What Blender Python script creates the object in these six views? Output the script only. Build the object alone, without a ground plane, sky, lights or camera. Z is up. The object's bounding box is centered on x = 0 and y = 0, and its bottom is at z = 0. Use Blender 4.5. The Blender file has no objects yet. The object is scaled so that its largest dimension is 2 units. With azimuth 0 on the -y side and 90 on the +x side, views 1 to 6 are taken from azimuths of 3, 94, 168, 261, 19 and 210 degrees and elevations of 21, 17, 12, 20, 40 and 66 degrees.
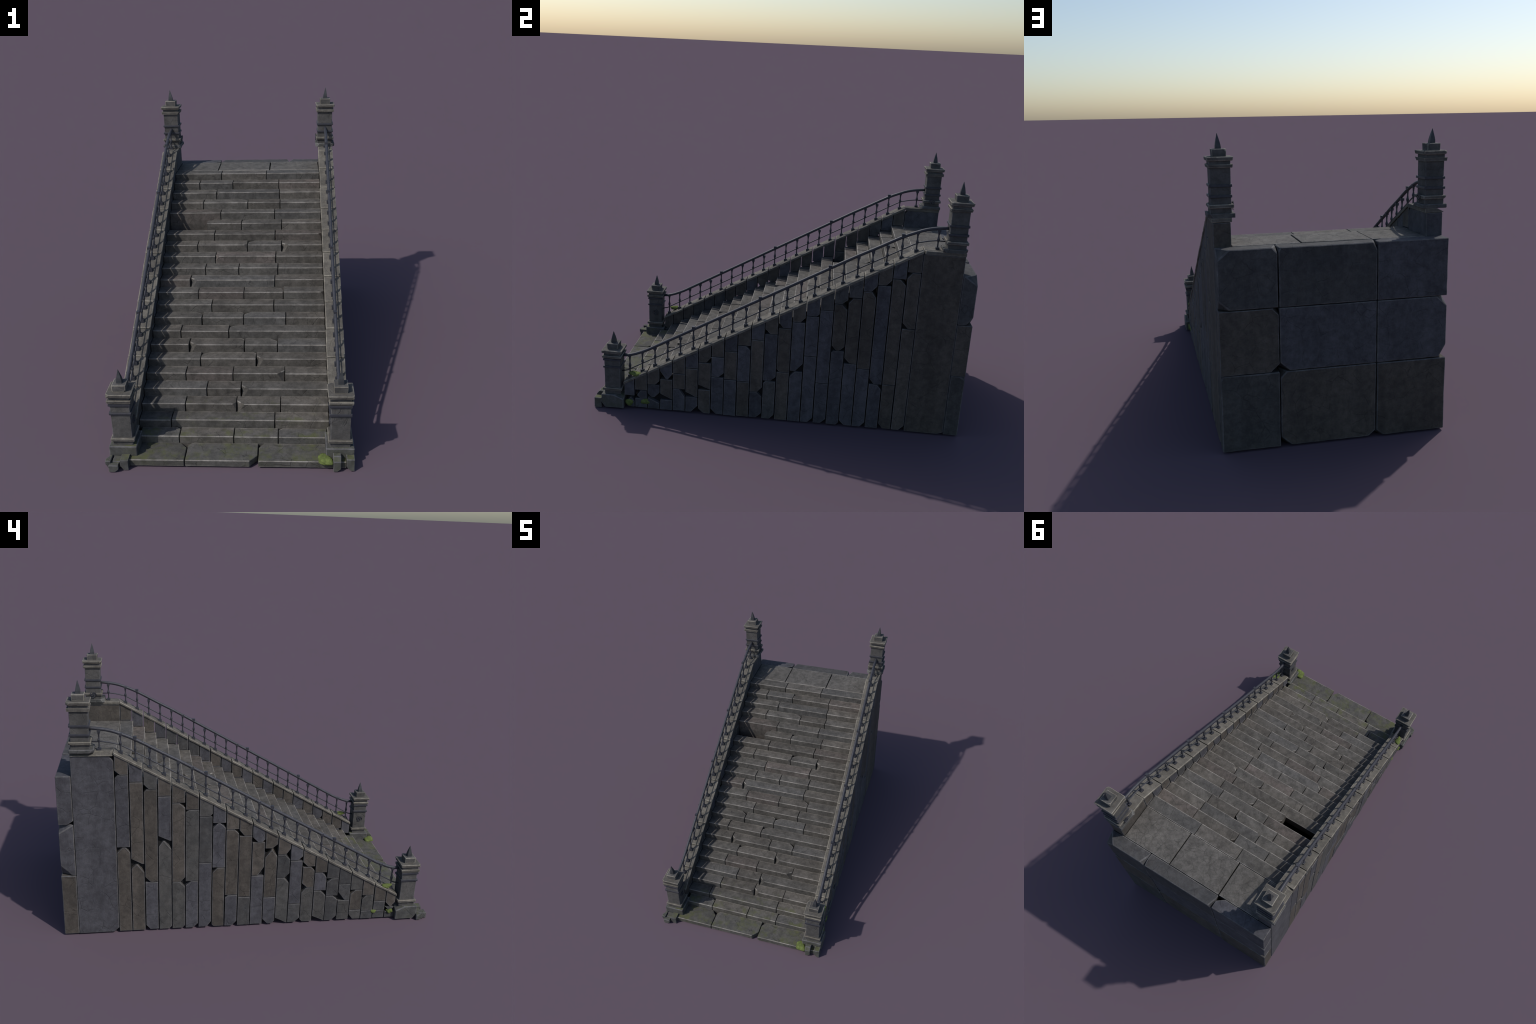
"""Old stone staircase: a straight flight between two stepped parapet walls with
sloping coping, iron railings, four square pillars with spikes, a block-built
back wall, a little rubble and a few cushions of moss."""
import bpy, bmesh, math, random
from mathutils import Vector

rnd = random.Random(7)
COL = bpy.context.scene.collection

# ---------------------------------------------------------------- main sizes
CX = 0.004                 # the flight is a touch off the axis of the whole
OUT, INN = 0.512, 0.436    # half widths: outer and inner face of the parapets
PX = 0.4735                # half distance of pillars and railings
RUN = 0.0702
NOSE_Y, TOP_Z = 0.640, 0.898
COLW, COL0 = 0.0700, 0.7165  # wall columns start at the pier and go forward
N_STEPS, N_COLS = 22, 22
SLOPE = 0.562
def coping_z(y):            # underside of the sloping coping
    return 1.0055 + SLOPE * (y - 0.720)
COP_T = 0.0155

# ---------------------------------------------------------------- node helpers
def new_mat(name):
    m = bpy.data.materials.new(name)
    m.use_nodes = True
    nt = m.node_tree
    return m, nt, nt.nodes["Principled BSDF"]

def nd(nt, kind, **kw):
    n = nt.nodes.new(kind)
    for k, v in kw.items():
        if k.startswith("i_"):
            key = k[2:].replace("_", " ")
            n.inputs[key].default_value = v
        else:
            setattr(n, k, v)
    return n

def ramp(nt, src, p0, v0, p1, v1):
    r = nt.nodes.new("ShaderNodeMapRange")
    r.interpolation_type = 'SMOOTHSTEP'
    r.inputs["From Min"].default_value = p0
    r.inputs["From Max"].default_value = p1
    r.inputs["To Min"].default_value = v0
    r.inputs["To Max"].default_value = v1
    nt.links.new(src, r.inputs["Value"])
    return r.outputs["Result"]

def math_n(nt, op, a, b=None, clamp=False):
    n = nt.nodes.new("ShaderNodeMath"); n.operation = op; n.use_clamp = clamp
    for i, v in enumerate((a, b)):
        if v is None: continue
        if hasattr(v, "is_output"): nt.links.new(v, n.inputs[i])
        else: n.inputs[i].default_value = v
    return n.outputs[0]

def mix_col(nt, fac, a, b, mode='MIX'):
    n = nt.nodes.new("ShaderNodeMix"); n.data_type = 'RGBA'; n.blend_type = mode
    for sock, v in ((n.inputs[0], fac), (n.inputs[6], a), (n.inputs[7], b)):
        if hasattr(v, "is_output"): nt.links.new(v, sock)
        elif isinstance(v, (int, float)): sock.default_value = v
        else: sock.default_value = (*v, 1.0)
    return n.outputs[2]

def scale_col(nt, col, fac):
    n = nt.nodes.new("ShaderNodeVectorMath"); n.operation = 'SCALE'
    nt.links.new(col, n.inputs[0])
    if hasattr(fac, "is_output"): nt.links.new(fac, n.inputs[3])
    else: n.inputs[3].default_value = fac
    return n.outputs[0]

def stone_coords(nt):
    tc = nt.nodes.new("ShaderNodeTexCoord")
    oi = nt.nodes.new("ShaderNodeObjectInfo")
    off = nt.nodes.new("ShaderNodeVectorMath"); off.operation = 'SCALE'
    off.inputs[0].default_value = (7.3, -5.1, 9.7)
    nt.links.new(oi.outputs["Random"], off.inputs[3])
    add = nt.nodes.new("ShaderNodeVectorMath"); add.operation = 'ADD'
    nt.links.new(tc.outputs["Object"], add.inputs[0])
    nt.links.new(off.outputs[0], add.inputs[1])
    return add.outputs[0], oi.outputs["Random"]

def noise(nt, vec, scale, detail=4, rough=0.6, stretch=None, dist=0.0):
    if stretch:
        mp = nt.nodes.new("ShaderNodeMapping"); mp.inputs["Scale"].default_value = stretch
        nt.links.new(vec, mp.inputs["Vector"]); vec = mp.outputs[0]
    n = nd(nt, "ShaderNodeTexNoise", i_Scale=scale, i_Detail=detail, i_Roughness=rough, i_Distortion=dist)
    nt.links.new(vec, n.inputs["Vector"])
    return n.outputs["Fac"]

def stone(name, tint, tint2, streak=0.0, crack=0.26, moss=False, lift=1.0, mottle=1.0, wide=False):
    """Weathered stone: two-tone mottling, thin crack lines, pits, optional
    run-off streaks and a film of moss on the lowest steps."""
    m, nt, bsdf = new_mat(name)
    vec, rand = stone_coords(nt)
    big = noise(nt, vec, 9.0, 5, 0.62, dist=0.6)
    mid = noise(nt, vec, 34.0, 5, 0.65)
    fine = noise(nt, vec, 150.0, 3, 0.6)
    col = mix_col(nt, ramp(nt, big, 0.36, 0.0, 0.64, 1.0), tint, tint2)
    v = math_n(nt, 'MULTIPLY', ramp(nt, mid, 0.30, 1 - 0.20 * mottle, 0.72, 1 + 0.16 * mottle),
               ramp(nt, fine, 0.25, 0.90, 0.75, 1.10))
    v = math_n(nt, 'MULTIPLY', v, ramp(nt, rand, 0.0, 0.90 * lift, 1.0, 1.10 * lift))
    if streak:
        st = noise(nt, vec, 16.0, 4, 0.6, stretch=(1.0, 1.0, 0.13))
        v = math_n(nt, 'MULTIPLY', v, ramp(nt, st, 0.32, 1 - streak, 0.66, 1 + 0.5 * streak))
    # crack network: warped voronoi cell borders, only here and there
    warp = nt.nodes.new("ShaderNodeTexNoise"); warp.inputs["Scale"].default_value = 24.0
    warp.inputs["Detail"].default_value = 3.0
    nt.links.new(vec, warp.inputs["Vector"])
    wv = nt.nodes.new("ShaderNodeVectorMath"); wv.operation = 'MULTIPLY_ADD'
    nt.links.new(warp.outputs["Color"], wv.inputs[0])
    wv.inputs[1].default_value = (0.016, 0.016, 0.016); nt.links.new(vec, wv.inputs[2])
    vo = nd(nt, "ShaderNodeTexVoronoi", feature='DISTANCE_TO_EDGE', i_Scale=24.0 if wide else 13.0)
    nt.links.new(wv.outputs[0], vo.inputs["Vector"])
    line = ramp(nt, vo.outputs["Distance"], 0.0, 1.0, 0.028, 0.0)
    where = ramp(nt, noise(nt, vec, 11.0, 3, 0.5), *((0.25, 0.2, 0.5, 1.0) if wide else (0.42, 0.0, 0.60, 1.0)))
    cr = math_n(nt, 'MULTIPLY', line, where)
    v = math_n(nt, 'MULTIPLY', v, ramp(nt, cr, 0.0, 1.0, 1.0, 1.0 - crack))
    col = scale_col(nt, col, v)
    if moss:
        geo = nt.nodes.new("ShaderNodeNewGeometry")
        sep = nt.nodes.new("ShaderNodeSeparateXYZ"); nt.links.new(geo.outputs["Position"], sep.inputs[0])
        sn = nt.nodes.new("ShaderNodeSeparateXYZ"); nt.links.new(geo.outputs["Normal"], sn.inputs[0])
        near = ramp(nt, sep.outputs["Y"], -0.93, 1.0, -0.56, 0.0)
        blot = noise(nt, geo.outputs["Position"], 13.0, 5, 0.68)
        flat = ramp(nt, sn.outputs["Z"], 0.2, 0.25, 0.8, 1.0)
        k = math_n(nt, 'ADD', blot, math_n(nt, 'MULTIPLY', near, 0.17))
        k = math_n(nt, 'MULTIPLY', ramp(nt, k, 0.58, 0.0, 0.82, 0.75), flat)
        k = math_n(nt, 'MULTIPLY', k, ramp(nt, near, 0.0, 0.0, 0.25, 1.0))
        col = mix_col(nt, k, col, (0.080, 0.088, 0.034))
    nt.links.new(col, bsdf.inputs["Base Color"])
    bsdf.inputs["Roughness"].default_value = 0.88
    bsdf.inputs["Specular IOR Level"].default_value = 0.25
    h = math_n(nt, 'ADD', math_n(nt, 'MULTIPLY', mid, 0.5), math_n(nt, 'MULTIPLY', fine, 0.15))
    h = math_n(nt, 'ADD', h, math_n(nt, 'MULTIPLY', big, 0.6))
    h = math_n(nt, 'SUBTRACT', h, math_n(nt, 'MULTIPLY', cr, 0.35))
    b = nd(nt, "ShaderNodeBump", i_Strength=0.55, i_Distance=0.0045)
    nt.links.new(h, b.inputs["Height"]); nt.links.new(b.outputs[0], bsdf.inputs["Normal"])
    return m

def iron(name, tint):
    m, nt, bsdf = new_mat(name)
    tc = nt.nodes.new("ShaderNodeTexCoord")
    n = noise(nt, tc.outputs["Object"], 60.0, 4, 0.6)
    col = mix_col(nt, ramp(nt, n, 0.35, 0.0, 0.7, 1.0), tint, tuple(c * 1.35 for c in tint))
    nt.links.new(col, bsdf.inputs["Base Color"])
    bsdf.inputs["Metallic"].default_value = 0.15
    bsdf.inputs["Roughness"].default_value = 0.55
    bsdf.inputs["Specular IOR Level"].default_value = 0.4
    return m

def moss_mat():
    m, nt, bsdf = new_mat("moss_cushion")
    tc = nt.nodes.new("ShaderNodeTexCoord")
    n = noise(nt, tc.outputs["Object"], 55.0, 5, 0.7)
    col = mix_col(nt, ramp(nt, n, 0.35, 0.0, 0.68, 1.0), (0.078, 0.100, 0.032), (0.138, 0.172, 0.054))
    nt.links.new(col, bsdf.inputs["Base Color"])
    bsdf.inputs["Roughness"].default_value = 0.95
    bsdf.inputs["Specular IOR Level"].default_value = 0.1
    f = noise(nt, tc.outputs["Object"], 260.0, 3, 0.6)
    b = nd(nt, "ShaderNodeBump", i_Strength=0.6, i_Distance=0.003)
    nt.links.new(f, b.inputs["Height"]); nt.links.new(b.outputs[0], bsdf.inputs["Normal"])
    return m

TINT = {  # wall blocks: brown, blue grey, grey, dark grey
    'b': stone("brown_stone", (0.079, 0.069, 0.060), (0.062, 0.055, 0.049), streak=0.14),
    'u': stone("blue_grey_stone", (0.071, 0.070, 0.079), (0.057, 0.056, 0.064), streak=0.14),
    'g': stone("grey_stone", (0.072, 0.069, 0.066), (0.057, 0.056, 0.055), streak=0.14),
    'd': stone("dark_grey_stone", (0.062, 0.060, 0.060), (0.051, 0.051, 0.053), streak=0.14),
}
STEP = [
    stone("step_stone_grey", (0.094, 0.0885, 0.0810), (0.070, 0.0660, 0.0608), moss=True, mottle=1.4),
    stone("step_stone_brown", (0.096, 0.0880, 0.0785), (0.072, 0.0662, 0.0595), moss=True, mottle=1.4),
    stone("step_stone_blue", (0.088, 0.0845, 0.0800), (0.068, 0.0655, 0.0630), moss=True, mottle=1.4),
    stone("step_stone_rose", (0.103, 0.0885, 0.0805), (0.074, 0.0670, 0.0605), moss=True, mottle=1.4),
    stone("landing_stone", (0.104, 0.097, 0.089), (0.080, 0.075, 0.069), crack=0.32, wide=True, mottle=1.4),
    stone("bottom_slab_stone", (0.082, 0.078, 0.072), (0.064, 0.062, 0.058), moss=True, crack=0.4, mottle=1.3),
]
COPING = stone("coping_stone", (0.116, 0.107, 0.093), (0.086, 0.080, 0.071), crack=0.2, moss=True)
PILLAR = stone("pillar_stone", (0.083, 0.079, 0.076), (0.065, 0.063, 0.061), crack=0.14)
MOULD = stone("moulding_stone", (0.104, 0.097, 0.086), (0.076, 0.071, 0.065), crack=0.14)
PEDESTAL = stone("pedestal_stone", (0.077, 0.077, 0.073), (0.061, 0.061, 0.060), crack=0.35, moss=True)
WORN = stone("worn_stone_edge", (0.240, 0.224, 0.204), (0.135, 0.126, 0.115), crack=0.1)
WORN_DARK = stone("worn_wall_edge", (0.122, 0.119, 0.120), (0.078, 0.076, 0.078), crack=0.1)
WORN_WARM = stone("worn_coping_edge", (0.225, 0.208, 0.176), (0.135, 0.124, 0.106), crack=0.1)
GAP_SHADOW = stone("painted_gap_shadow", (0.014, 0.014, 0.015), (0.010, 0.010, 0.011), crack=0)  # base colour blackened to paint in the shade of deep gaps
IRON = iron("wrought_iron", (0.034, 0.035, 0.043))
SPIKE = iron("spike_iron", (0.036, 0.038, 0.042))
MOSS = moss_mat()

# ---------------------------------------------------------------- object helpers
def empty(name, parent=None, loc=(0, 0, 0)):
    o = bpy.data.objects.new(name, None)
    o.empty_display_size = 0.1
    COL.objects.link(o)
    o.location = loc
    if parent: o.parent = parent; o.location = Vector(loc) - parent_world(parent)
    return o

def parent_world(p):
    v = Vector((0, 0, 0))
    while p: v += p.location; p = p.parent
    return v

def place(name, me, parent, loc=(0, 0, 0)):
    o = bpy.data.objects.new(name, me)
    COL.objects.link(o)
    o.parent = parent
    o.location = Vector(loc) - parent_world(parent)
    return o

def finish(bm, name, parent, mats, smooth=False):
    """Mesh from bmesh in world coordinates, origin moved to its middle."""
    c = Vector((0, 0, 0))
    xs = [v.co for v in bm.verts]
    lo = Vector([min(v[i] for v in xs) for i in range(3)])
    hi = Vector([max(v[i] for v in xs) for i in range(3)])
    c = (lo + hi) / 2
    for v in bm.verts: v.co -= c
    bmesh.ops.recalc_face_normals(bm, faces=bm.faces)
    me = bpy.data.meshes.new(name)
    bm.to_mesh(me); bm.free()
    for m in mats: me.materials.append(m)
    if smooth:
        me.polygons.foreach_set("use_smooth", [True] * len(me.polygons))
    return place(name, me, parent, c)

def cut(bm, co, no):
    """Chip: remove what lies beyond the plane and close the wound."""
    geom = bm.verts[:] + bm.edges[:] + bm.faces[:]
    r = bmesh.ops.bisect_plane(bm, geom=geom, dist=1e-6, plane_co=co, plane_no=no, clear_outer=True)
    ed = [e for e in r["geom_cut"] if isinstance(e, bmesh.types.BMEdge)]
    if len(ed) > 2:
        bmesh.ops.edgeloop_fill(bm, edges=ed)

def corner_cut(bm, lo, hi, sx, sy, sz, dx, dy, dz):
    """Cut the corner on the (sx, sy, sz) side; d* are the lengths taken off
    along each axis (None: the cut runs parallel to that axis)."""
    P = [hi[i] if s > 0 else lo[i] for i, s in enumerate((sx, sy, sz))]
    n = Vector([0 if d is None else s / d for s, d in ((sx, dx), (sy, dy), (sz, dz))])
    co = Vector(P)
    for i, d in enumerate((dx, dy, dz)):
        if d is not None:
            co[i] -= (1, 1, 1)[i] * (sx, sy, sz)[i] * d
            break
    cut(bm, co, n.normalized())

def block(name, lo, hi, parent, mats, chips=(), planes=(), bevel=0.0018, wobble=0.0011, seg=0.022, taper=None, band=0.0012, wear=None):
    lo, hi = Vector(lo), Vector(hi)
    bm = bmesh.new()
    bmesh.ops.create_cube(bm, size=1.0)
    for v in bm.verts:
        v.co = Vector([lo[i] + (v.co[i] + 0.5) * (hi[i] - lo[i]) for i in range(3)])
    if taper:
        c = (lo + hi) / 2
        for v in bm.verts:
            if v.co.z < c.z:
                v.co.x = c.x + (v.co.x - c.x) * taper; v.co.y = c.y + (v.co.y - c.y) * taper
    for co, no in planes: cut(bm, Vector(co), Vector(no).normalized())
    for ch in chips: corner_cut(bm, lo, hi, *ch)
    bmesh.ops.remove_doubles(bm, verts=bm.verts, dist=2e-4)
    bmesh.ops.dissolve_degenerate(bm, edges=bm.edges, dist=2e-4)
    if wobble:      # worn, slightly wavy arrises
        ctr = (lo + hi) / 2
        for e in list(bm.edges):
            L = e.calc_length()
            n = int(L / seg)
            if n >= 2:
                r = bmesh.ops.subdivide_edges(bm, edges=[e], cuts=n - 1)
                for v in [g for g in r["geom_inner"] if isinstance(g, bmesh.types.BMVert)]:
                    v.co += (ctr - v.co).normalized() * rnd.uniform(0, wobble)
    bmesh.ops.bevel(bm, geom=bm.edges[:], offset=bevel, offset_type='OFFSET', segments=1,
                    profile=0.5, affect='EDGES', clamp_overlap=True, material=1)
    if band:        # the wear runs a little way onto the faces
        flat = [f for f in bm.faces if f.material_index == 0 and f.calc_area() > 1e-4]
        r = bmesh.ops.inset_individual(bm, faces=flat, thickness=band, use_even_offset=True)
        for f in r["faces"]: f.material_index = 1
    if wear is not None:    # only the arrises along one axis are worn pale
        for f in bm.faces:
            if f.material_index == 1:
                e = max(f.edges, key=lambda e: e.calc_length())
                d = (e.verts[1].co - e.verts[0].co).normalized()
                if abs(d[wear]) < .75: f.material_index = 0
    return finish(bm, name, parent, mats)

def tube(name, pts, radii, parent, mat, sides=8, caps=True, smooth=True):
    bm = bmesh.new()
    rings = []
    for i, p in enumerate(pts):
        p = Vector(p)
        a = Vector(pts[max(i - 1, 0)]); b = Vector(pts[min(i + 1, len(pts) - 1)])
        t = (b - a).normalized()
        s = t.cross(Vector((0, 0, 1)))
        if s.length < 1e-4: s = Vector((1, 0, 0))
        s.normalize(); u = s.cross(t)
        r = radii[i] if hasattr(radii, "__len__") else radii
        rings.append([bm.verts.new(p + (s * math.cos(k * math.tau / sides) + u * math.sin(k * math.tau / sides)) * r)
                      for k in range(sides)])
    for A, B in zip(rings, rings[1:]):
        for k in range(sides):
            bm.faces.new((A[k], A[(k + 1) % sides], B[(k + 1) % sides], B[k]))
    if caps:
        bm.faces.new(rings[0][::-1]); bm.faces.new(rings[-1])
    return finish(bm, name, parent, [mat], smooth)

# ---------------------------------------------------------------- the thing
root = empty("stone_staircase")
root["label"] = "old grey stone staircase with iron railings, spiked pillars and moss"
root["category"] = "stone staircase"

# ---------------------------------------------------------------- flight of steps
flight = empty("stair_flight", root, (CX, 0, 0))
# joints between the stones of each step, from the top step down
JOINTS = [(-.150, .121), (-.276, -.078, .197), (-.170, .201), (-.242, .018, .205), (-.135, .175),
          (-.213, -.012, .215), (-.160, .179), (-.249, .028, .216), (-.144, .185), (-.192, -.013, .197),
          (-.268, .182), (-.218, .021, .226), (-.142, .179), (-.186, .026, .240), (-.286, -.045),
          (-.237, .036, .200), (-.174, .097), (-.238, -.011, .236), (-.131, .031), (-.225, .013, .217),
          (-.282, .192), (-.237, .009, .208)]
# broken corners: (step, stone) -> codes; f/b front or back, l/r side, capital = big
BROKEN = {(1, 0): "br", (1, 2): "Bl", (2, 1): "fl", (2, 0): "br", (3, 1): "Br", (5, 1): "Bl", (5, 2): "Bl",
          (6, 2): "fr", (7, 1): "fr", (7, 2): "Bl", (7, 3): "Fl", (8, 1): "fl", (10, 1): "Fl", (10, 2): "bl",
          (11, 0): "br", (11, 1): "bl", (11, 2): "Br", (11, 3): "fr", (13, 0): "Br", (13, 1): "br", (13, 2): "Bl",
          (14, 1): "bl", (14, 2): "Bl", (15, 1): "Fl br", (15, 2): "Br", (16, 1): "Bl br", (16, 2): "Fl",
          (17, 2): "Fr", (18, 2): "Fl", (19, 1): "fr", (19, 2): "Fl", (21, 3): "bl", (21, 0): "br", (12, 0): "fl"}
ROSE = {(1, 3), (6, 2), (8, 1), (11, 1), (17, 1), (4, 0), (10, 0)}
def step_chips(code):
    out = []
    for c in code.split():
        big = c[0].isupper()
        sy = -1 if c[0].lower() == 'f' else 1
        sx = -1 if c[1] == 'l' else 1
        if sy < 0: out.append((sx, sy, 1, 0.034 if big else 0.016, 0.030 if big else 0.016, 0.060 if big else 0.03))
        else: out.append((sx, sy, 1, 0.034 if big else 0.017, 0.030 if big else 0.014, 0.045 if big else .03))
    return out
for k in range(N_STEPS):
    y0 = NOSE_Y - RUN * k - .0008
    z1 = TOP_Z + .0003 - (.0397 * k if k <= 10 else .397 + .0393 * (k - 10))
    xs = [CX - INN + 0.001] + list(JOINTS[k]) + [CX + INN - 0.001]
    if k == 21: xs[0] += 0.012; xs[-1] -= 0.012
    for j in range(len(xs) - 1):
        if (k, j) == (5, 0): continue          # this stone has fallen out
        g = rnd.uniform(.0010, .0021)
        mats = [STEP[rnd.choice((0, 0, 1, 1, 2))], WORN]
        if (k, j) in ROSE: mats[0] = STEP[3]
        deep = 0.205 if (k, j) == (4, 0) else 0.076
        dz = rnd.uniform(-0.0012, 0.0008); dy = rnd.uniform(-0.0012, 0.0012)
        lo = (xs[j] + g, y0 + dy, z1 - deep)
        hi = (xs[j + 1] - g, y0 + RUN - 0.0015, z1 + dz)
        if k == 0: hi = (hi[0], COL0 - 0.002, hi[2])
        lo = (lo[0], lo[1], max(lo[2], 0.008))
        block("step_stone", lo, hi, flight, mats, step_chips(BROKEN.get((k, j), "")), bevel=0.0015, band=.0021, wear=0)
# floor under the hollow flight, coloured near-black to darken the hole
block("floor_slab", (CX - INN + .004, -.25, .276), (CX + INN - .004, .915, .280), flight, [GAP_SHADOW, GAP_SHADOW], [], bevel=.001, wobble=0, band=0)
# landing and the wide bottom slab
land = [CX - INN + .001, -.1775, .1385, CX + INN - .001]
for j in range(3):
    block("landing_slab", (land[j] + .0026, COL0, .82), (land[j + 1] - .0026, .9215, TOP_Z + (-.001, .001, 0)[j]),
          flight, [STEP[4], WORN], bevel=0.0015, wear=0)
slab = [-.470, -.198, .1205, .505]
slab_chips = [[(1, 1, 1, .03, .035, None)], [(1, -1, 1, .034, .04, None), (-1, 1, 1, .014, .02, None)], [(-1, 1, 1, .02, .03, None)]]
for j in range(3):
    block("bottom_slab", (slab[j] + .002, -.961, .005), (slab[j + 1] - .002, -.836, .0365), flight,
          [STEP[5], WORN], slab_chips[j], bevel=0.0022, wear=0)

# ---------------------------------------------------------------- parapet walls
# every column: heights of the joints under the top stone, then chips per stone
# (t/b top or bottom, F/B towards the foot or the head of the stairs,
#  s small, + large, w wide slant), then tint of each stone
LEFT = [(.503, "bB/tBs/tB tF", "bub"), (.403, "/bBw/tB tF+", "ubb"), (.296, "bB/bB tBs/bB", "gbu"),
        (.532, "/bBw/tB tF+ bFs", "bug"), (.290, "/tF bF/tF bFs", "bbg"), (.292, "/tBs/tB bF", "bgu"),
        (.398, "bFs//bF", "gdu"), (.366, "tB/tB tF/tB bBs", "uub"), (.196, "/tF/tBs bF", "bbu"),
        (.181, "bB//", "bbd"), (.308, "bB bFs/bF+/", "ubu"), (.172, "bF/tB+ tF+/bB bFs", "bbu"),
        (.288, "bF/tF bF/tF bBw", "bdg"), (.124, "bF//bF", "uud"), (.221, "bB/tF bB/tB bBs", "bbg"),
        (.198, "/tF/tF bBw", "bug"), (.163, "/tB/tF bF", "ddd"), (.132, "tB/bB+/", "ddg"),
        (.065, "/tB/bB", "gbg"), (.058, "/tB/", "bgd"), (.058, "//", "bdd"), (.047, "bB bF/bB bF/", "bdd")]
RIGHT = [(.595, "/tF bF/bB", "bbb"), (.271, "/tB/bF", "ubb"), (.268, "bB/bF/tB", "buu"), (.350, "bB/tB/bB", "ubu"),
         (.375, "/tF bF/bF", "dbu"), (.443, "bB/tB bF bB/tFs bBs", "dbu"), (.248, "//bB", "duu"),
         (.398, "bBs//bB", "uuu"), (.305, "bB/bB+/tF", "buu"), (.294, "bF/bFs/", "ubb"), (.235, "bF/bB/tFs bB", "bug"),
         (.163, "/bB/tB bB", "ubu"), (.219, "/tB/", "bub"), (.223, "//", "ubu"), (.232, "/bB/bF", "buu"),
         (.152, "bB/bFw/bF", "bbb"), (.101, "tB/bFw/bB+", "ubu"), (.141, "//tB+", "bbu"), (.070, "bF+ bB/bFw/", "ubu"),
         (.077, "bB/bF bB/tBw", "buu"), (.064, "/tF+ bF/", "buu"), (.040, "/tF+ tB/bF", "uuu")]
SIZE = {'': (.026, .027), 's': (.014, .013), '+': (.036, .046), 'w': (.062, .030)}
def wall_chips(code, sx):
    out = []
    for c in code.split():
        dy, dz = SIZE[c[2:]]
        dy *= rnd.uniform(.85, 1.15); dz *= rnd.uniform(.85, 1.2)
        out.append((sx, -1 if c[1] == 'F' else 1, 1 if c[0] == 't' else -1, rnd.choice((.10, .14, .3)), dy, dz))
    return out
for side, table in ((-1, LEFT), (1, RIGHT)):
    wall = empty("parapet_wall", root, (CX + side * PX, 0, 0))
    xa, xb = sorted((CX + side * INN, CX + side * OUT))
    for i, (zm, chips, tint) in enumerate(table):
        yb, yf = COL0 - COLW * i, COL0 - COLW * (i + 1)
        zt = 0.899 - 0.0392 * i
        zz = [None, zt, zm, 0.007]
        if i == 21: yf += 0.010
        cs = chips.split("/")
        for j in range(3):
            g = rnd.uniform(.0018, .0027)
            jx = rnd.uniform(-.0014, .0014)
            hi_z = coping_z(yb) + .02 if j == 0 else zz[j] - g * .7
            lo_z = zz[j + 1] + (g * .7 if j < 2 else rnd.uniform(0, .003))
            if hi_z - lo_z < .008: continue
            lo = (xa + (jx if side < 0 else 0), yf + g, lo_z); hi = (xb + (jx if side > 0 else 0), yb - g, hi_z)
            planes = []
            if j == 0:
                planes = [((0, yb, coping_z(yb) + .0005), (0, -SLOPE, 1))]
                ch = [c for c in wall_chips(cs[j], side) if c[2] < 0]
            else:
                ch = wall_chips(cs[j], side)
            block("wall_stone", lo, hi, wall, [TINT[tint[j]], WORN_DARK], ch, planes, bevel=0.0014)
    # blackened core modelling the shadow in joints and chips, up to step level
    bm = bmesh.new()
    ma, mb = sorted((CX + side * (INN + .012), CX + side * (OUT - .017)))
    prof = [(COL0 + .05, .012), (COL0 + .05, coping_z(COL0) - .115), (-.76, coping_z(-.76) - .115), (-.76, .012)]
    A = [bm.verts.new((ma, y, z)) for y, z in prof]; B = [bm.verts.new((mb, y, z)) for y, z in prof]
    bm.faces.new(A); bm.faces.new(B[::-1])
    for k in range(4): bm.faces.new((A[k], A[(k + 1) % 4], B[(k + 1) % 4], B[k]))
    finish(bm, "gap_shadow_core", wall, [GAP_SHADOW])
    # pier under the upper pillar and its flat cap
    block("pier_slab", (xa, COL0 + .0005, .006), (xb, .9220, .999), wall, [TINT['b' if side > 0 else 'u'], WORN_DARK],
          [(side, -1, 1, .3, .022, .028), (side, -1, -1, .3, .026, .024)] if side < 0 else [(side, 1, -1, .3, .03, .012)], bevel=.002)
    ca, cb = sorted((CX + side * (INN - .006), CX + side * (OUT + .005)))
    # (the left one is broken along its outer side)
    block("flat_coping", (ca, COL0 + .001, 1.0005), (cb, .9235, 1.0185), wall, [COPING, WORN_WARM],
          [(side, -1, 1, .045, .03, .022), (side, -1, 1, .030, None, .016)] if side < 0 else [(side, -1, 1, .02, .012, .03)],
          bevel=.002, wobble=.002)
    # sloping coping, one slab over every two columns
    for i in range(0, N_COLS, 2):
        yb, yf = COL0 - COLW * i - .0026, COL0 - COLW * (i + 2) + .0026
        if i == 0: yb += .0015
        if i == N_COLS - 2: yf += .006
        lift = rnd.uniform(-.0010, .0012)
        bm_lo = (ca + rnd.uniform(-.0015, .0015), yf, coping_z(yf) - .05)
        bm_hi = (cb + rnd.uniform(-.0015, .0015), yb, coping_z(yb) + .05)
        planes = [((0, yb, coping_z(yb) + COP_T + lift), (0, -SLOPE, 1)), ((0, yb, coping_z(yb) + .001 + lift * .3), (0, SLOPE, -1))]
        block("coping_stone", bm_lo, bm_hi, wall, [COPING, WORN_WARM], [], planes, bevel=.0024, wobble=.0014)

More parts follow.
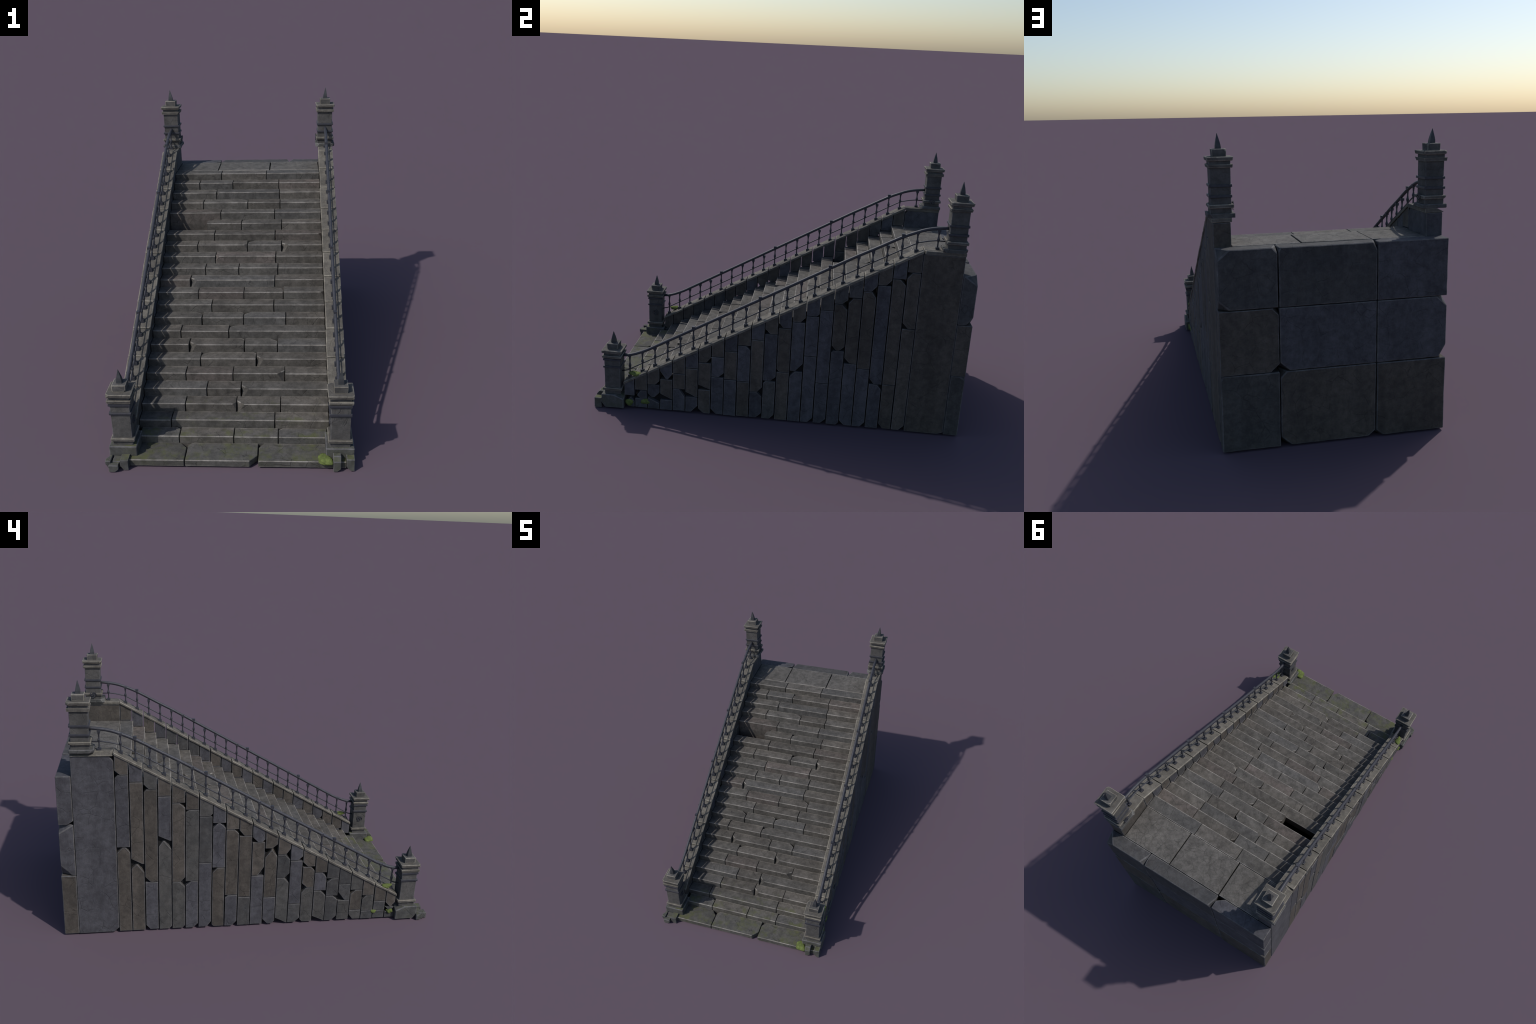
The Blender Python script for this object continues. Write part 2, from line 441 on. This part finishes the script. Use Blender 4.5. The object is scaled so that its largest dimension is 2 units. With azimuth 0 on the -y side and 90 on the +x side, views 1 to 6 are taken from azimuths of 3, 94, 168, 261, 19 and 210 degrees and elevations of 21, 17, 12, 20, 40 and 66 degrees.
# ---------------------------------------------------------------- back wall
back = empty("back_wall", root, (0, .96, 0))
bx = [-.5085, -.181, .2565, .5160]
bz = [.004, .352, .637, .898]
BCH = {(2, 2): [(1, 1, 1, .055, .065, .045), (1, 1, -1, .05, .035, .045), (-1, 1, 1, .024, .06, .026)],
       (2, 1): [(-1, 1, 1, .02, .06, .035), (1, 1, 1, .010, .04, .02)],
       (2, 0): [(-1, -1, -1, .25, .03, .02), (1, -1, 1, .04, .03, None)],
       (1, 2): [(-1, 1, 1, .03, .07, .03), (-1, 1, -1, .04, .08, .035)], (1, 1): [(1, 1, -1, .045, .08, .04)],
       (1, 0): [(-1, 1, 1, .05, .07, .045), (-1, 1, -1, .035, .06, .06)],
       (0, 1): [(1, 1, 1, .03, .06, .03), (1, 1, -1, .05, .08, .045), (-1, 1, -1, .035, .06, .03)],
       (0, 0): [(1, 1, -1, .035, .05, .03)], (0, 2): [(1, 1, 1, .012, .03, .02)]}
BT = [['b', 'b', 'g'], ['u', 'u', 'b'], ['u', 'd', 'd']]
for r in range(3):
    for c in range(3):
        block("back_wall_block", (bx[c] + .0016, .9232 + rnd.uniform(0, .001), bz[r] + .0012),
              (bx[c + 1] - .0016, 1.0 - rnd.uniform(0, .003) * (r + c > 0), bz[r + 1] - .0012), back,
              [TINT[BT[r][c]], WORN_DARK], BCH.get((r, c), []), bevel=.0035, wobble=.0015, seg=.04)

# ---------------------------------------------------------------- pillars
def frustum_spike(parent, x, y, z0, z1, lean):
    bm = bmesh.new()
    prof = [(0, .0122), (.22, .0116), (.45, .0090), (.72, .0048), (1.0, .0003)]
    rings = []
    for t, h in prof:
        z = z0 + (z1 - z0) * t
        rings.append([bm.verts.new((x + lean * t + sx * h, y + sy * h, z)) for sx, sy in ((-1, -1), (1, -1), (1, 1), (-1, 1))])
    for A, B in zip(rings, rings[1:]):
        for k in range(4): bm.faces.new((A[k], A[(k + 1) % 4], B[(k + 1) % 4], B[k]))
    bm.faces.new(rings[0][::-1]); bm.faces.new(rings[-1])
    return finish(bm, "spike", parent, [SPIKE])

def emblem(parent, x, y, z, side):
    """Three-armed swirl of iron on the face that looks at the stairs."""
    bm = bmesh.new()
    def strip(fn, n, depth=.0035):
        prev = None
        for i in range(n + 1):
            (a, b) = fn(i / n)
            q = [bm.verts.new((x + side * d, y + p[0], z + p[1])) for p in (a, b) for d in (0, depth)]
            if prev:
                for k, l in ((1, 3), (3, 2), (0, 1)): bm.faces.new((prev[k], prev[l], q[l], q[k]))
            else: bm.faces.new((q[0], q[1], q[3], q[2]))
            prev = q
        bm.faces.new((prev[2], prev[3], prev[1], prev[0]))
    for arm in range(3):
        a0 = arm * math.tau / 3 + .5
        def fn(t, a0=a0):
            ang = a0 + t * 2.9; r = .0050 + .0155 * t
            w = .0034 * math.sin(math.pi * min(1, .18 + t * .82)) + .0006
            c, s = math.cos(ang), math.sin(ang)
            return ((c * (r - w), s * (r - w)), (c * (r + w), s * (r + w)))
        strip(fn, 14)
    R = bmesh.ops.create_circle(bm, cap_ends=True, radius=.0042, segments=10)
    for v in R["verts"]:
        v.co = Vector((x + side * .003, y + v.co.x, z + v.co.y))
    return finish(bm, "iron_swirl", parent, [IRON])

def chip_some(n, d):
    out = []
    for _ in range(n):
        s = d * rnd.uniform(.6, 1.3)
        out.append((rnd.choice((-1, 1)), rnd.choice((-1, 1)), rnd.choice((-1, 1)), s, s * rnd.uniform(.7, 1.4), s * rnd.uniform(.9, 1.6)))
    return out

def pillar(side, front):
    x = CX + side * PX; y = -.8750 if front else .8712
    top = .438 if front else 1.3668
    base_z = 0.006 if front else 1.0205
    p = empty("pillar", root, (x, y, base_z))
    def box(name, hw, z0, z1, mats, chips=(), oy=0, bevel=.0018, taper=None, wob=.0010):
        jx = rnd.uniform(-.0008, .0008)
        return block(name, (x - hw + jx, y - hw + oy, z0), (x + hw + jx, y + hw + oy, z1), p, mats, chips, bevel=bevel, wobble=wob, taper=taper)
    S, M, I = [PILLAR, WORN_DARK], [MOULD, WORN_WARM], [IRON, IRON]
    o = 0 if front else .9285
    frustum_spike(p, x, y, .372 + o, top, side * .003)
    box("finial_block", .0308, .342 + o, .3745 + o, [PILLAR, WORN_WARM], chip_some(1, .012), taper=.95)
    box("cap", .0565, .3262 + o, .3430 + o, M, chip_some(2, .016), bevel=.0024, taper=.95)
    box("cap_neck", .0450, .3120 + o, .3275 + o, S)
    box("capital_moulding", .0535, .2975 + o, .3125 + o, M, chip_some(1, .012), bevel=.0024, taper=.97)
    if front:
        box("shaft", .0435, .119, .298, S, taper=.985)
        box("iron_band", .0485, .2815, .2930, I, bevel=.001, wob=0)
        box("iron_band", .0485, .2380, .2495, I, bevel=.001, wob=0)
        box("base_moulding", .0532, .1055, .1205, M, chip_some(1, .008), bevel=.0024)
        box("base_neck", .0445, .082, .107, S)
        box("pedestal", .0620, .006, .0845, [PEDESTAL, WORN_DARK],
            [(side, 1, 1, .08, .055, .024), (side, -1, -1, .08, .022, .03)], oy=.0020, bevel=.003, wob=.002)
        emblem(p, x - side * .0433, y, .188, -side)
    else:
        box("shaft", .0435, 1.034, 1.2262, S)
        box("iron_band", .0485, 1.1470, 1.1585, I, bevel=.001, wob=0)
        box("iron_band", .0485, 1.1030, 1.1145, I, bevel=.001, wob=0)
        box("base_moulding", .0535, 1.0600, 1.0755, M, chip_some(1, .01), bevel=.0024)
        box("base_neck", .0450, 1.020, 1.0615, S)
        block("base_plate", (x - .0575, .8650 - .060, 1.0190), (x + .0575, .8650 + .060, 1.0375), p, [PEDESTAL, WORN_DARK],
              chip_some(3, .02), bevel=.003, wobble=.003)
        emblem(p, x - side * .0535, y, 1.066, -side)
for side in (-1, 1):
    pillar(side, True); pillar(side, False)

# ---------------------------------------------------------------- railings
def base_profile():
    """One baluster of unit height: foot block, slim waist, swelling, head."""
    return [(0.0, .0040), (.18, .0036), (.30, .0033), (.40, .0046), (.47, .0066), (.53, .0066), (.60, .0044),
            (.70, .0031), (.84, .0040), (.90, .0050), (1.0, .0052)]
RAIL = [(.838, 1.1300), (.815, 1.1287), (.782, 1.1255), (.750, 1.1205), (.722, 1.1140), (.700, 1.1070), (.676, 1.0975),
        (.640, 1.0830), (.600, 1.0640), (.555, 1.0400), (.510, 1.0150), (.470, .9935), (.400, .9570)]
for q in range(1, 16):
    RAIL.append((.400 - .0725 * q, .9570 - .0725 * q * .5655))
RAIL += [(-.722, .3265), (-.752, .3140), (-.775, .3065), (-.800, .3010), (-.836, .2980)]
LOW = [(.838, 1.0615), (.775, 1.0630), (.737, 1.0580), (.690, 1.0470), (.661, 1.0328), (-.0555, .6313), (-.755, .2394), (-.800, .2130), (-.836, .2040)]
def on_rail(y):
    for (a, za), (b, zb) in zip(RAIL, RAIL[1:]):
        if b <= y <= a: return zb + (za - zb) * (y - b) / (a - b)
SAW = {0: -.010, 1: -.002, 2: .010, 3: -.018, 4: -.012}
for side in (-1, 1):
    x = CX + side * PX
    rail = empty("railing", root, (x, 0, 0))
    tube("handrail", [(x, y, z + .0012) for y, z in RAIL], 0.0083, rail, IRON, sides=10)
    tube("lower_rail", [(x, y, z) for y, z in LOW], .0034, rail, IRON, sides=6)
    for j in range(N_COLS + 1):
        if j == 0: y, zb = .7834, 1.0175
        else:
            y = COL0 - COLW * (j - .5); zb = coping_z(y) + COP_T
        zt = on_rail(y) + SAW[j % 5]
        if j == N_COLS: zt = on_rail(y) - .003
        bm = bmesh.new()
        def box(h, z0, z1):
            r = bmesh.ops.create_cube(bm, size=1.0)
            for v in r["verts"]: v.co = Vector((x + v.co.x * 2 * h, y + v.co.y * 2 * h, (z0 + z1) / 2 + v.co.z * (z1 - z0)))
        box(.0092, zb - .007, zb + .0125)
        box(.0080, zt - .006, zt + .0075)
        rings = []
        z0, z1 = zb + .010, zt - .004
        for t, r in base_profile():
            r *= 1.1
            rings.append([bm.verts.new((x + r * math.cos(k * math.tau / 8 + .39), y + r * math.sin(k * math.tau / 8 + .39), z0 + (z1 - z0) * t)) for k in range(8)])
        for A, B in zip(rings, rings[1:]):
            for k in range(8): bm.faces.new((A[k], A[(k + 1) % 8], B[(k + 1) % 8], B[k]))
        finish(bm, "baluster", rail, [IRON])

# ---------------------------------------------------------------- rubble at the foot
rub = empty("rubble", root, (CX, -.96, 0))
STONES = [((-.5235, -1.0, 0.0), (-.4800, -.950, .0335), [(1, -1, -1, .016, .05, .014), (-1, 1, 1, .02, .02, .02)]),
          ((-.4755, -.984, 0.0), (-.4400, -.936, .0480), [(-1, -1, -1, .014, .05, .022)]),
          ((-.5410, -.984, 0.001), (-.5160, -.935, .0450), [(-1, -1, -1, .014, .03, .03), (-1, 1, 1, .02, .03, .02)]),
          ((.4450, -.981, 0.0), (.4790, -.940, .0700), [(-1, -1, 1, None, .016, .020), (1, -1, -1, .016, .05, .014)]),
          ((.5020, -.975, 0.0), (.5375, -.935, .0590), [(-1, -1, -1, .020, .05, .022)])]
for lo, hi, ch in STONES:
    block("rubble_stone", lo, hi, rub, [PEDESTAL, WORN_DARK], ch, bevel=.0022, wobble=.0022, seg=.014, band=.0006)
block("rubble_stone", (-.512, -.972, .003), (-.462, -.92, .036), rub, [PEDESTAL, WORN_DARK], [], bevel=.0022, wobble=.002)

# ---------------------------------------------------------------- moss cushions
def cushion(c, r, seed, squash=None):
    R = random.Random(seed)
    bm = bmesh.new()
    bmesh.ops.create_icosphere(bm, subdivisions=3, radius=1.0)
    ph = [R.uniform(0, 6.28) for _ in range(6)]
    for v in bm.verts:
        d = v.co.normalized()
        k = 1 + .16 * math.sin(3 * d.x + ph[0] + 2 * d.y) + .11 * math.sin(4 * d.y + ph[1] - 2 * d.z) + .07 * math.sin(7 * d.z + ph[2] + 5 * d.x) \
            + .05 * math.sin(13 * d.x + 11 * d.y + ph[3]) + R.uniform(-.025, .025)
        v.co = Vector((c[0] + d.x * r[0] * k, c[1] + d.y * r[1] * k, c[2] + d.z * r[2] * k))
        if squash: v.co.z += SLOPE * (v.co.y - c[1])
    return finish(bm, "moss_cushion", moss, [MOSS], True)
moss = empty("moss", root, (CX, -.8, 0))
cushion((.412, -.949, .037), (.037, .031, .016), 1)
cushion((CX + OUT - .004, -.787, .036), (.012, .023, .019), 2)
cushion((CX + OUT - .004, -.692, .046), (.009, .028, .014), 3)
cushion((CX - OUT + .004, -.690, .050), (.010, .019, .010), 4)
cushion((CX - OUT + .004, -.782, .048), (.012, .017, .014), 5)
cushion((.500, -.752, .205), (.019, .033, .011), 6)
cushion((-.494, -.752, .205), (.019, .033, .011), 7)
